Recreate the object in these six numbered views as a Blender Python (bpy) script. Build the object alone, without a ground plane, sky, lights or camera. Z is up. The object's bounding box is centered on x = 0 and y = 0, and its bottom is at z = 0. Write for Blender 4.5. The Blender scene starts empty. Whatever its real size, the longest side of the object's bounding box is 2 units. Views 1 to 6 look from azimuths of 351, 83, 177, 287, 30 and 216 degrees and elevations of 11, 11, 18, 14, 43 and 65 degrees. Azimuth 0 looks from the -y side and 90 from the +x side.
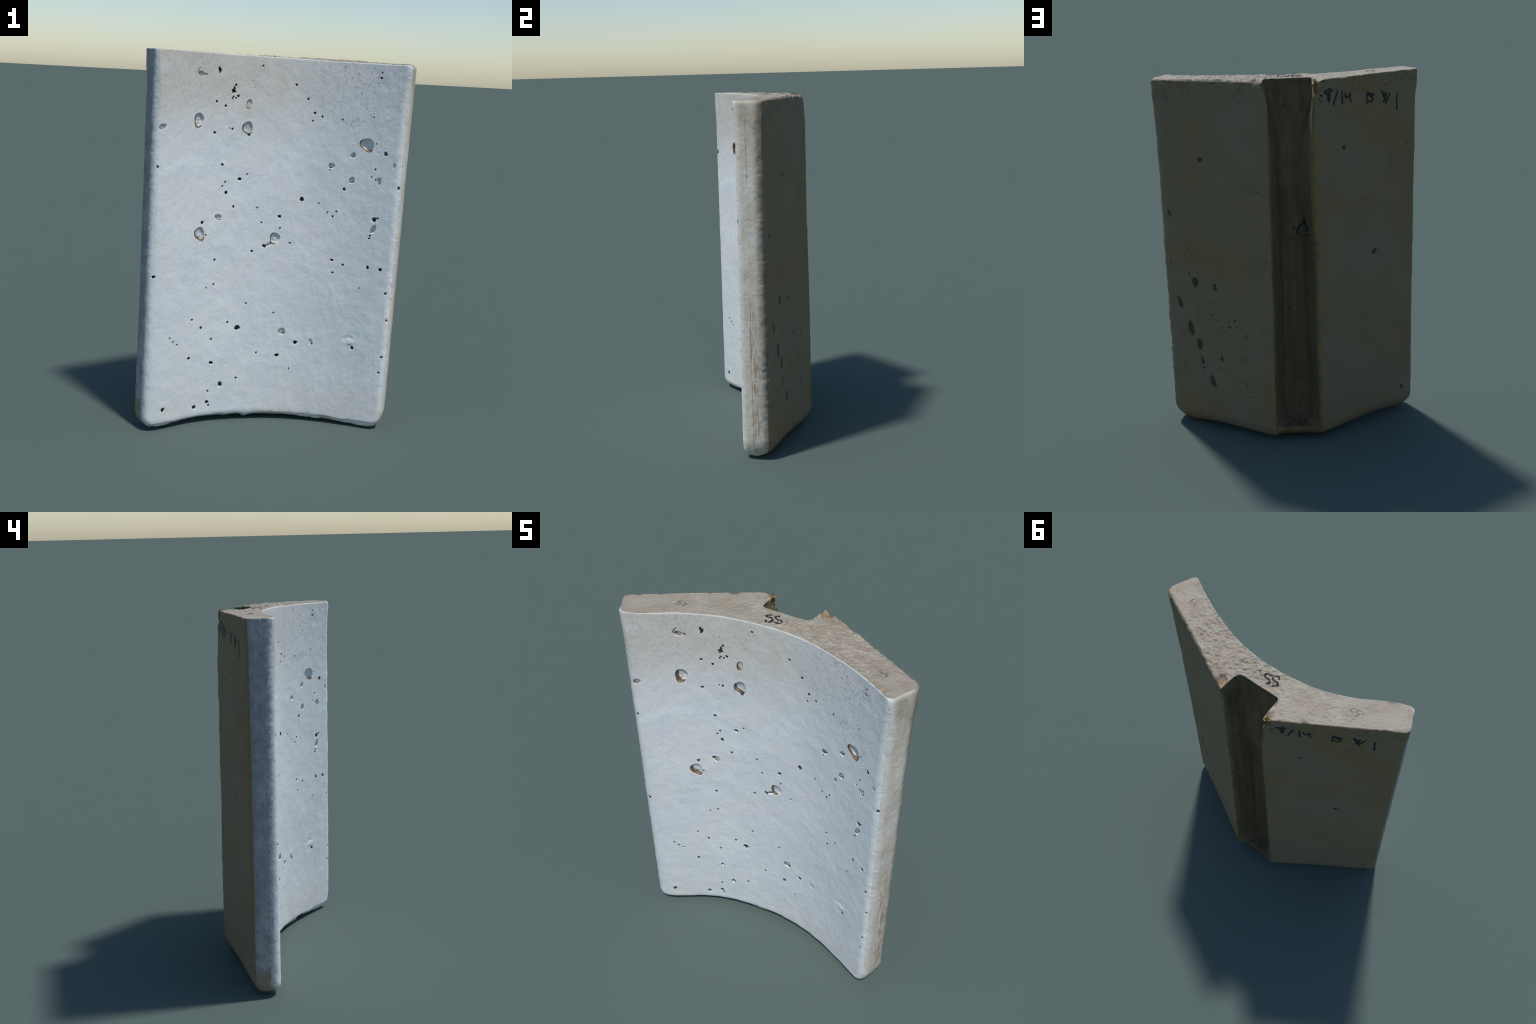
"""One piece of a cast plaster waste mould, standing on end: a slab with a
concave casting face, two flat back panels that meet in a shallow roof shape, a
deep channel cut down the middle of the back, a rough trowelled top and rounded
lower edges.  The body is a "cuboid grid" lofted through computed plan sections
(front arc, two ends, two panels, channel), then displaced by noise, air-bubble
pits, chips and seams, and finally split by region into its parts."""
import bpy
import numpy as np
from mathutils import Vector
from mathutils.bvhtree import BVHTree

RNG = np.random.default_rng(55)

# ---------------------------------------------------------------- noise ----
_PERM = np.random.default_rng(7).permutation(256).astype(np.int64)
_PERM = np.concatenate([_PERM, _PERM])
_GRAD = np.random.default_rng(8).normal(size=(256, 3))
_GRAD /= np.linalg.norm(_GRAD, axis=1)[:, None]


def noise(p, scale, seed=0.0):
    """Gradient noise, about -0.6..0.6, for an (n, 3) array of points."""
    q = p * scale + np.array([seed * 17.3, seed * 5.1, seed * 11.7])
    i = np.floor(q).astype(np.int64)
    f = q - i
    w = f * f * f * (f * (f * 6 - 15) + 10)
    i &= 255
    out = 0.0
    for a in (0, 1):
        wx = w[:, 0] if a else 1 - w[:, 0]
        for b in (0, 1):
            wy = w[:, 1] if b else 1 - w[:, 1]
            for c in (0, 1):
                wz = w[:, 2] if c else 1 - w[:, 2]
                h = _PERM[_PERM[_PERM[(i[:, 0] + a) & 255] + ((i[:, 1] + b) & 255)] + ((i[:, 2] + c) & 255)]
                g = _GRAD[h]
                d = g[:, 0] * (f[:, 0] - a) + g[:, 1] * (f[:, 1] - b) + g[:, 2] * (f[:, 2] - c)
                out = out + wx * wy * wz * d
    return out


def smooth(x, a, b):
    """0 at a, 1 at b (a may be the larger)."""
    t = np.clip((x - a) / (b - a), 0, 1)
    return t * t * (3 - 2 * t)


# ------------------------------------------------------- plan sections ----
HEIGHT = 2.0
N_CORNER, N_PANEL, N_LIP, N_WALL, N_FILLET, N_FLOOR = 8, 170, 8, 20, 14, 40
N_LONG = 2 * N_CORNER + 2 * N_PANEL + 2 * N_LIP + 2 * N_WALL + 2 * N_FILLET + N_FLOOR
N_THICK = 56

# key plan points, at the top (z = 2) and at the foot (z = 0)
FRONT_LEFT = ((-0.648, -0.243), (-0.660, -0.246))
# the hollow of the casting face: y along x (as a share of the half width), top and foot
FACE_X = np.array([-1.0, -0.89, -0.77, -0.65, -0.50, -0.34, -0.12, 0.10, 0.28, 0.49, 0.67, 0.88, 1.0])
FACE_TOP = np.array([-0.243, -0.222, -0.180, -0.135, -0.092, -0.059, -0.037, -0.032, -0.043, -0.080, -0.124, -0.194, -0.242])
FACE_FOOT = np.array([-0.246, -0.228, -0.184, -0.141, -0.102, -0.077, -0.058, -0.057, -0.071, -0.107, -0.152, -0.214, -0.247])
FRONT_RIGHT = ((0.652, -0.238), (0.640, -0.246))
BACK_LEFT = ((-0.708, -0.116), (-0.722, -0.122))
BACK_RIGHT = ((0.728, -0.089), (0.700, -0.090))
LIP_LEFT = ((-0.102, 0.237), (-0.144, 0.242))     # channel lip on the -x side
LIP_RIGHT = ((0.121, 0.229), (0.110, 0.231))      # channel lip on the +x side
# the channel floor: y by height; deepest where it breaks out through the top
CHANNEL_Z = np.array([0.0, 0.6, 1.1, 1.25, 1.45, 1.6, 1.75, 1.87, 1.95, 2.0])
CHANNEL_Y = np.array([0.106, 0.106, 0.102, 0.106, 0.128, 0.140, 0.122, 0.100, 0.092, 0.090])


def at(pair, z):
    a, b = np.array(pair[1]), np.array(pair[0])
    return a + (b - a) * z / HEIGHT


def offset_line(p, q, d):
    """The line p-q moved by d to its left."""
    t = (q - p) / np.linalg.norm(q - p)
    n = np.array([-t[1], t[0]])
    return p + n * d, t


def meet(l1, l2):
    (p, t), (q, s) = l1, l2
    k = np.linalg.solve(np.array([t, -s]).T, q - p)
    return p + t * k[0]


def spline(xs, ys, x):
    """Smooth cubic (Hermite) interpolation of control values."""
    m = np.gradient(ys, xs)
    i = np.clip(np.searchsorted(xs, x) - 1, 0, len(xs) - 2)
    h = xs[i + 1] - xs[i]
    t = (x - xs[i]) / h
    return (ys[i] * (1 + 2 * t) * (1 - t) ** 2 + m[i] * h * t * (1 - t) ** 2
            + ys[i + 1] * t * t * (3 - 2 * t) + m[i + 1] * h * t * t * (t - 1))


def face_curve(z, half_l, half_r, inset):
    """Dense polyline of the hollow face at height z, drawn in by inset."""
    u = np.linspace(-1.06, 1.06, 900)
    ys = FACE_FOOT + (FACE_TOP - FACE_FOOT) * np.clip(z / HEIGHT, 0, 1)
    y = spline(FACE_X, ys, np.clip(u, -1, 1)) + (abs(u) > 1) * (abs(u) - 1) * -0.35
    x = np.where(u < 0, -u * half_l, u * half_r)
    p = np.stack([x, y], 1)
    t = np.gradient(p, axis=0)
    t /= np.linalg.norm(t, axis=1)[:, None]
    return p + np.stack([-t[:, 1], t[:, 0]], 1) * inset


def cross(poly, line, near_end):
    """Where a polyline crosses a line, with the fraction index of the crossing."""
    p, t = line
    n = np.array([-t[1], t[0]])
    s = (poly - p) @ n
    k = np.nonzero(s[:-1] * s[1:] <= 0)[0]
    k = k[0] if near_end < 0 else k[-1]
    f = s[k] / (s[k] - s[k + 1])
    return poly[k] + (poly[k + 1] - poly[k]) * f, k


def fillet(corner, to_a, to_b, r, n):
    """n + 1 points of a round of radius r between two directions that leave a corner."""
    half = 0.5 * np.arccos(np.clip(to_a @ to_b, -1, 1))
    d = r / np.tan(half)
    a, b, w = corner + to_a * d, corner + to_b * d, np.sin(half)
    u = np.linspace(0, 1, n + 1)[:, None]
    den = (1 - u) ** 2 + 2 * w * u * (1 - u) + u ** 2
    return ((1 - u) ** 2 * a + 2 * w * u * (1 - u) * corner + u ** 2 * b) / den


def straight(a, b, n):
    """n points strictly after a, up to and including b."""
    u = np.linspace(0, 1, n + 1)[1:, None]
    return a + (b - a) * u


def quarter(z, tall):
    """0..1: how far an elliptical edge round of that height has drawn in at height z."""
    s = np.clip(1 - z / tall, 0, 1)
    return 1 - np.sqrt(1 - s * s)


def section(z, z_top):
    """Front and back rows (N_LONG + 1 points) and end rows (N_THICK + 1) at height z."""
    d_top = z_top - z
    q_top = quarter(d_top, 0.007)
    in_front = 0.042 * quarter(z, 0.055) + 0.003 * q_top
    in_back = 0.055 * quarter(z, 0.085) + 0.006 * q_top
    in_left = 0.066 * quarter(z, 0.070) + 0.006 * q_top
    in_right = 0.080 * quarter(z, 0.120) + 0.010 * quarter(d_top, 0.02)
    fl, fr = at(FRONT_LEFT, z), at(FRONT_RIGHT, z)
    bl, br, ll, lr = at(BACK_LEFT, z), at(BACK_RIGHT, z), at(LIP_LEFT, z), at(LIP_RIGHT, z)
    # the worn upper corner of the +x channel lip
    worn = 0.026 * smooth(z, 1.84, 1.99) ** 2
    lr = lr + (br - lr) / np.linalg.norm(br - lr) * worn
    face = face_curve(z, fl[0], fr[0], in_front)
    end_l = offset_line(bl, fl, in_left)
    end_r = offset_line(fr, br, in_right)
    pan_l = offset_line(ll, bl, in_back)
    pan_r = offset_line(br, lr, in_back)
    A, ka = cross(face, end_l, -1)
    B, kb = cross(face, end_r, 1)
    C = meet(end_l, pan_l)
    D = meet(end_r, pan_r)
    square = 1 - 0.45 * smooth(z, 1.80, 1.985)      # outer corners are squarer at the top
    r_front = 0.042 * square
    ta, tb = face[ka + 16] - A, face[kb - 16] - B
    ca = fillet(A, -end_l[1], ta / np.linalg.norm(ta), r_front, 2 * N_CORNER)   # end -> front
    cb = fillet(B, tb / np.linalg.norm(tb), end_r[1], r_front, 2 * N_CORNER)    # front -> end
    cc = fillet(C, end_l[1], -pan_l[1], (0.043 + 0.010 * smooth(z, 0.3, 0.9)) * square, 2 * N_CORNER)                    # end -> panel
    cd = fillet(D, pan_r[1], -end_r[1], 0.066 * square, 2 * N_CORNER)                    # panel -> end
    # front: half corner, hollow face, half corner
    inner = face[(face[:, 0] > ca[-1][0] + 1e-4) & (face[:, 0] < cb[0][0] - 1e-4)]
    inner = np.concatenate([ca[-1:], inner, cb[:1]])
    run = np.concatenate([[0], np.cumsum(np.linalg.norm(np.diff(inner, axis=0), axis=1))])
    s_even = np.linspace(0, run[-1], N_LONG - 2 * N_CORNER + 1)
    arc = np.stack([np.interp(s_even, run, inner[:, 0]), np.interp(s_even, run, inner[:, 1])], 1)
    front = np.concatenate([ca[N_CORNER:-1], arc, cb[1:N_CORNER + 1]])
    # channel: a flat floor between two fillets; its foot swings out to a shallow mouth
    foot = np.clip((0.125 - z) / (0.125 - 0.066), 0, 1)
    round_end = 1 - np.sqrt(1 - np.clip((0.200 - z) / 0.135, 0, 1) ** 2)
    base_y = np.interp(z, CHANNEL_Z, CHANNEL_Y)
    floor_y = base_y + (0.226 - base_y) * (1 - np.sqrt(1 - foot ** 2)) - 0.5 * in_back * (foot >= 1)
    Pl = meet(pan_l, (ll, np.array([0.0, 1.0])))
    Pr = meet(pan_r, (lr, np.array([0.0, 1.0])))
    depth = max(min(Pl[1], Pr[1]) - floor_y, 0.008)
    floor_y = min(Pl[1], Pr[1]) - depth
    mix = smooth(z, 0.2, 1.9)
    deep = min(1, depth / 0.10)
    lean = 1 - smooth(z, 1.62, 1.92)         # the walls lean in, except at the very top
    lean_l = lean * (0.062 + 0.022 * smooth(z, 1.2, 1.5))
    draft_l = (0.020 * lean - 0.012 + lean_l) * deep + 0.056 * round_end
    draft_r = (0.004 + 0.062 * lean + 0.4 * worn) * deep + 0.046 * round_end
    Fl = np.array([Pl[0] + draft_l, floor_y])
    Fr = np.array([Pr[0] - draft_r, floor_y])
    r_fl = min(0.050 - 0.030 * smooth(z, 1.75, 1.99), 0.7 * depth)
    r_fr = min(0.038, 0.7 * depth)
    wall_l = (Fl - Pl) / np.linalg.norm(Fl - Pl)
    wall_r = (Fr - Pr) / np.linalg.norm(Fr - Pr)
    ex = np.array([1.0, 0.0])
    f1 = fillet(Pl, pan_l[1], wall_l, min(0.011, 0.3 * depth), N_LIP)
    f2 = fillet(Fl, -wall_l, ex, r_fl, N_FILLET)
    f3 = fillet(Fr, -ex, -wall_r, r_fr, N_FILLET)
    f4 = fillet(Pr, wall_r, -pan_r[1], min(0.006 + 0.1 * worn, 0.3 * depth), N_LIP)
    back = np.concatenate([
        cc[N_CORNER:], straight(cc[-1], f1[0], N_PANEL), f1[1:],
        straight(f1[-1], f2[0], N_WALL), f2[1:], straight(f2[-1], f3[0], N_FLOOR), f3[1:],
        straight(f3[-1], f4[0], N_WALL), f4[1:], straight(f4[-1], cd[0], N_PANEL), cd[1:N_CORNER + 1]])
    n_mid = N_THICK - 2 * N_CORNER
    left = np.concatenate([ca[:N_CORNER + 1][::-1], straight(ca[0], cc[0], n_mid), cc[1:N_CORNER + 1]])
    right = np.concatenate([cb[N_CORNER:], straight(cb[-1], cd[-1], n_mid), cd[N_CORNER:-1][::-1]])
    return front, back, left, right


def top_height(x):
    return 1.9905 - 0.0095 * x / 0.7


def loft():
    low = 0.13 * (1 - np.cos(np.linspace(0, np.pi / 2, 46)))
    mid = np.linspace(0.13, 1.962, 625)[1:]
    high = np.array([1.965, 1.968, 1.971, 1.974, 1.977, 1.979, 1.981, 1.983, 1.9845, 1.986, 1.9873, 1.9885, 1.9895, 1.9902, 1.9905])
    levels = np.concatenate([low, mid, high])
    nz, m, k = len(levels), N_LONG, N_THICK
    ring = 2 * m + 2 * k
    pts = np.zeros((nz, ring, 3))
    for j, z in enumerate(levels):
        front, back, left, right = section(z, levels[-1])
        loop = np.concatenate([front, right[1:], back[::-1][1:], left[::-1][1:-1]])
        pts[j, :, :2] = loop
        pts[j, :, 2] = z
    # the top plane falls a little towards +x
    lift = smooth(pts[:, :, 2], 1.2, 1.9905)
    pts[:, :, 2] += lift * (top_height(pts[:, :, 0]) - 1.9905)
    # the +x back panel swells a little towards the channel
    q = pts[:, m + k:2 * m + k + 1]
    swell = (0.0105 - 0.0075 * smooth(q[..., 2], 0.7, 1.3)) * smooth(q[..., 0], 0.42, 0.16) * smooth(q[..., 1], 0.05, 0.16) * smooth(q[..., 0], 0.095, 0.112)
    swell *= 1 - 0.6 * smooth(q[..., 2], 1.7, 1.95)
    q[..., 1] += swell
    # the foot rises towards the back, and towards both ends
    out = abs(pts[:, :, 0])
    behind = smooth(pts[:, :, 1], -0.18, 0.05)
    rise = behind * (0.022 + 0.016 * smooth(out, 0.20, 0.60)) + 0.010 * (1 - behind) * (pts[:, :, 0] < 0.05)
    rise += 0.009 * behind * smooth(-pts[:, :, 0], 0.05, 0.30)
    rise += np.where(pts[:, :, 0] > 0, 0.012, 0.006) * smooth(out, 0.50, 0.68)
    pts[:, :, 2] += rise * np.clip(1 - pts[:, :, 2] / 0.40, 0, 1)
    i_front = np.arange(0, m + 1)
    i_right = np.arange(m, m + k + 1)
    i_back = np.arange(2 * m + k, m + k - 1, -1)
    i_left = np.concatenate([[0], np.arange(ring - 1, 2 * m + k - 1, -1)])

    def cap(row):
        F, B, L, R = row[i_front], row[i_back], row[i_left], row[i_right]
        u = np.linspace(0, 1, m + 1)[None, :, None]
        v = np.linspace(0, 1, k + 1)[:, None, None]
        g = (1 - v) * F[None] + v * B[None] + (1 - u) * L[:, None] + u * R[:, None]
        g -= (1 - u) * (1 - v) * F[0] + u * (1 - v) * F[-1] + (1 - u) * v * B[0] + u * v * B[-1]
        return g

    verts = [pts.reshape(-1, 3)]
    grids = []
    base = nz * ring
    for j in (0, nz - 1):
        g = cap(pts[j])
        idx = np.zeros((k + 1, m + 1), dtype=np.int64)
        idx[0], idx[-1] = j * ring + i_front, j * ring + i_back
        idx[:, 0], idx[:, -1] = j * ring + i_left, j * ring + i_right
        inner = np.arange((k - 1) * (m - 1)).reshape(k - 1, m - 1) + base
        idx[1:-1, 1:-1] = inner
        verts.append(g[1:-1, 1:-1].reshape(-1, 3))
        base += inner.size
        grids.append(idx)
    V = np.concatenate(verts)
    a = np.arange(nz - 1)[:, None] * ring + np.arange(ring)[None]
    b = np.arange(nz - 1)[:, None] * ring + (np.arange(ring)[None] + 1) % ring
    side = np.stack([a, b, b + ring, a + ring], -1)

    def quads(g, up):
        q = np.stack([g[:-1, :-1], g[:-1, 1:], g[1:, 1:], g[1:, :-1]], -1)
        return q if up else q[..., ::-1]

    bottom, top = quads(grids[0], False), quads(grids[1], True)
    return V, side, bottom, top, grids


V, SIDE, BOTTOM, TOP, GRIDS = loft()
RING = 2 * N_LONG + 2 * N_THICK
NZ = SIDE.shape[0] + 1

# which region each side column belongs to
COLUMN = np.empty(RING, dtype=np.int64)
FRONT, END_R, PANEL_R, CHANNEL, PANEL_L, END_L, CAP_TOP, CAP_FOOT = range(8)
_n = N_CORNER + N_PANEL
COLUMN[:N_LONG] = FRONT
COLUMN[N_LONG:N_LONG + N_THICK] = END_R
_b = N_LONG + N_THICK
COLUMN[_b:_b + _n] = PANEL_R
COLUMN[_b + _n:_b + N_LONG - _n] = CHANNEL
COLUMN[_b + N_LONG - _n:_b + N_LONG] = PANEL_L
COLUMN[_b + N_LONG:] = END_L


def face_normals(V, F):
    return np.cross(V[F[:, 2]] - V[F[:, 0]], V[F[:, 3]] - V[F[:, 1]])


def vertex_normals(V, F):
    fn = face_normals(V, F)
    N = np.zeros_like(V)
    for c in range(3):
        acc = np.zeros(len(V))
        for q in range(4):
            acc += np.bincount(F[:, q], weights=fn[:, c], minlength=len(V))
        N[:, c] = acc
    return N / np.maximum(np.linalg.norm(N, axis=1), 1e-12)[:, None]


FACES = np.concatenate([SIDE.reshape(-1, 4), BOTTOM.reshape(-1, 4), TOP.reshape(-1, 4)])
REGION = np.concatenate([np.tile(COLUMN, NZ - 1), np.full(BOTTOM.size // 4, CAP_FOOT), np.full(TOP.size // 4, CAP_TOP)])
NORMAL = vertex_normals(V, FACES)

# per-vertex region weights
vreg = np.full(len(V), CAP_FOOT)
vreg[:NZ * RING] = np.tile(COLUMN, NZ)
vreg[NZ * RING + (N_THICK - 1) * (N_LONG - 1):] = CAP_TOP
X, Y, Z = V[:, 0].copy(), V[:, 1].copy(), V[:, 2].copy()
on_front, on_top, on_foot = vreg == FRONT, vreg == CAP_TOP, vreg == CAP_FOOT
on_end_l, on_end_r = vreg == END_L, vreg == END_R
on_panel_l, on_panel_r, on_channel = vreg == PANEL_L, vreg == PANEL_R, vreg == CHANNEL

# ------------------------------------------------------ surface relief ----
move = np.zeros(len(V))                     # along the normal
move += 0.0026 * noise(V, 5.0, 1) + 0.0016 * noise(V, 14.0, 2) + np.where(on_front, 0.0011, 0) * noise(V * [1, 1, 0.7], 30, 8)
move += 0.0007 * noise(V, 45.0, 3)
move += np.where(on_panel_l | on_panel_r, 0.006, 0.0) * noise(V, 2.6, 9)
skin = np.where(on_front, 1.0, 0.45)
move += skin * (0.0004 * noise(V, 95.0, 4) + 0.00015 * noise(V, 190.0, 5))
# upright edges are knocked about
edge_col = np.zeros(RING)
for col, wgt in ((0, .6), (N_LONG, 1), (_b, 1.5), (_b + N_LONG, .9), (_b + _n, .8), (_b + N_LONG - _n, 1)):
    d = np.minimum(abs(np.arange(RING) - col), RING - abs(np.arange(RING) - col))
    edge_col = np.maximum(edge_col, wgt * np.exp(-(d / 6.0) ** 2))
edge_v = np.zeros(len(V))
edge_v[:NZ * RING] = np.tile(edge_col, NZ)
move += edge_v * (0.0035 * noise(V, 18, 6) - 0.0050 * np.clip(noise(V, 34, 7) - 0.12, 0, 1))

# the trowelled top: streaky lumps, smoother towards both ends and along the front rim
P2 = np.stack([X * 0.85 + Y * 0.5, Y * 1.6 - X * 0.9, Z * 0 + 0.3], 1)
lump = 0.9 * noise(V * [1, 1, 0], 24, 10) + 0.75 * noise(P2, 44, 11) + 0.50 * noise(V * [1, 1, 0], 80, 12) + 0.25 * noise(P2 * [1.6, 1, 1], 120, 27)
ridge = 0.30 - abs(noise(P2, 20, 13)) * 1.8
rough = 0.36 + 1.15 * smooth(X, -0.25, 0.12) * smooth(-X, -0.60, -0.35) + 0.25 * smooth(-X, 0.0, 0.2) * smooth(X, -0.6, -0.4)
top_relief = rough * (0.0085 * lump + 0.0022 * np.clip(ridge, 0, 1)) + 0.0055 * noise(V * [1, 1, 0], 7, 14) + 0.006 * smooth(X, 0.05, 0.25)
# a trowel scratch and a few dents on top
def segment_distance(px, py, a, b):
    a, b = np.array(a), np.array(b)
    t = np.clip(((px - a[0]) * (b - a)[0] + (py - a[1]) * (b - a)[1]) / ((b - a) @ (b - a)), 0, 1)
    return np.hypot(px - a[0] - t * (b - a)[0], py - a[1] - t * (b - a)[1]), t
for a, b, h in (((-0.262, -0.062), (-0.345, 0.010), -0.003), ((-0.015, 0.02), (-0.10, 0.075), 0.002), ((-0.11, 0.085), (-0.15, 0.088), 0.002)):
    d, _ = segment_distance(X, Y, a, b)
    top_relief += h * np.exp(-(d / 0.0035) ** 2)
for cx, cy, rr, dd in ((0.598, -0.200, 0.016, -0.008), (-0.475, -0.068, 0.007, -0.005), (-0.456, -0.022, 0.007, -0.005)):
    top_relief += dd * (1 - smooth(np.hypot(X - cx, Y - cy), 0.3 * rr, 1.2 * rr))
move += np.where(on_top, top_relief, 0.0)

# raised lip left along the front top rim
grid = GRIDS[1]
lip = np.zeros(len(V))
for row, h in ((0, 0.7), (1, 1.0), (2, 0.5)):
    lip[grid[row]] = h
lift_z = 0.0030 * lip * np.clip(0.5 + 1.3 * noise(V, 16, 15), 0, 1.3)

# bits broken off the back top arris and the foot arris
near_top = smooth(Z, 1.955, 1.988)
on_back_side = np.isin(vreg, (PANEL_L, PANEL_R, CHANNEL)) * 1.0
bite = np.clip(noise(V * [1, 1, 0.5], 30, 16) + 0.4 * noise(V, 80, 17) - 0.06, 0, 1)
move -= on_back_side * near_top * bite * 0.022
back_rows = np.zeros(len(V))
for row in range(1, 9):
    back_rows[grid[-1 - row]] = np.exp(-(row / 4.0) ** 2)
move -= back_rows * bite * 0.014
near_foot = 1 - smooth(Z, 0.0, 0.06)
move += near_foot * (0.010 * noise(V, 11, 18) + 0.005 * noise(V, 28, 19)) * np.where(on_foot, 0.35, 1)

# the broken ledge along the front foot
ledge = 1 - smooth(Z + 0.012 * noise(V, 12, 28), 0.034, 0.044)
move -= np.where(on_front, 0.010 * ledge * np.clip(0.55 + 1.6 * noise(V, 8, 29), 0, 1), 0)
move -= np.where(on_front, 0.006 * ledge * np.clip(3 * noise(V, 26, 30), 0, 1), 0)

# broken corners at the top of the channel, cut back in steps
stain_points = ((-0.122, 0.215, 1.962, 0.052), (0.170, 0.175, 1.982, 0.040))
for cx, cy, cz, rad in stain_points:
    d = np.sqrt((X - cx) ** 2 + (Y - cy) ** 2 + ((Z - cz) * 0.85) ** 2)
    blocks = np.round(2.2 * noise(V, 26, 20)) / 2.2
    move -= (1 - smooth(d, 0.35 * rad, rad)) * (0.014 + 0.016 * np.clip(blocks + 0.3, 0, 1))

# seam down the middle of each end
arc_v = np.full(len(V), -1.0)
col_v = np.full(RING, -1.0)
col_v[N_LONG:N_LONG + N_THICK] = np.arange(N_THICK) / N_THICK
col_v[_b + N_LONG:] = 1 - np.arange(N_THICK) / N_THICK
arc_v[:NZ * RING] = np.tile(col_v, NZ)
wob = 0.012 * noise(np.stack([Z * 0, Z * 0, Z], 1), 6, 21)
seam = np.exp(-((arc_v - 0.50 - wob) / 0.016) ** 2)
crack = smooth(Z, 1.45, 1.6) * (1 - smooth(Z, 1.88, 1.93))
move += np.where(on_end_r, seam * (0.0012 * smooth(Z, 0.95, 1.1) * (1 - smooth(Z, 1.5, 1.6)) - 0.0035 * crack), 0)
torn = (1 - smooth(Z, 0.85, 1.02)) * smooth(Z, 0.03, 0.10) * np.exp(-((arc_v - 0.50 - wob) / (0.10 + 0.05 * noise(V, 9, 22))) ** 2)
stretched = V * [1, 1, 0.45]
move += np.where(on_end_r, torn * (0.0020 + 0.0032 * noise(stretched, 40, 23) + 0.0016 * noise(V, 110, 24) - 0.0035 * np.exp(-((arc_v - 0.50 - 2.2 * wob) / 0.03) ** 2)), 0)
seam_l = np.exp(-((arc_v - 0.56 - wob) / 0.014) ** 2)
move += np.where(on_end_l, 0.0016 * seam_l, 0)
move += np.where(on_end_l | on_end_r, 0.0010 * noise(V, 30, 25) + 0.0006 * noise(V, 85, 26), 0)

# --------------------------------------------------- air-bubble pits ----
# (place along the face, height, half width, half height, depth, lean)
LARGE_PITS = (
    (-0.422, 1.652, .0266, .0380, .015, .35), (-0.158, 1.619, .0255, .0365, .014, .15), (-0.156, 1.743, .0138, .027, .009, .1),
    (-0.416, 1.887, .0190, .0120, .008, .5), (-0.432, 1.903, .0050, .0180, .006, .5), (-0.611, 1.618, .0203, .0141, .010, -.3),
    (0.469, 1.562, .0349, .0370, .015, .2), (0.403, 1.504, .0142, .0118, .012, -.5), (0.299, 1.441, .0151, .0143, .012, .3),
    (0.405, 1.371, .0127, .0190, .011, .1), (0.537, 1.378, .0100, .0204, .011, .1), (0.559, 1.523, .0104, .0109, .005, 0),
    (0.603, 1.465, .0080, .0139, .005, 0), (0.154, 1.251, .0120, .0113, .008, 0), (-0.297, 1.146, .0170, .0168, .010, .2),
    (-0.396, 1.059, .0262, .0408, .015, -.1), (0.020, 1.031, .0260, .0330, .013, .7), (-0.012, 1.000, .0200, .0075, .014, -.45),
    (-0.037, 0.990, .0100, .0070, .015, .4), (0.526, 1.171, .0121, .0120, .011, -.4), (0.525, 1.119, .0120, .0240, .013, .5),
    (-0.165, 0.534, .0178, .0127, .014, -.35), (0.086, 0.515, .0174, .0197, .010, 0), (0.163, 0.454, .0107, .0103, .014, 0),
    (0.246, 0.464, .0090, .0197, .006, -.25), (0.065, 0.377, .0108, .0086, .014, 0), (-0.304, 0.343, .0114, .0085, .014, .2),
    (-0.248, 0.216, .0113, .0147, .016, .1), (-0.318, 0.119, .0089, .0078, .012, .4), (-0.390, 0.098, .0113, .0095, .014, .2),
    (-0.564, 0.118, .0106, .0102, .014, 0), (0.572, 0.905, .0098, .0097, .008, -.3), (-0.635, 0.849, .0121, .0063, .010, -.2),
    (0.634, 1.347, .0050, .0117, .007, 0), (0.511, 0.910, .0057, .0106, .008, -.2), (-0.242, 1.808, .0123, .0076, .007, .5),
    (-0.320, 1.910, .0083, .0112, .009, -.3), (0.369, 1.320, .0064, .0088, .008, -.3), (0.625, 0.628, .0038, .0103, .007, 0),
)
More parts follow.
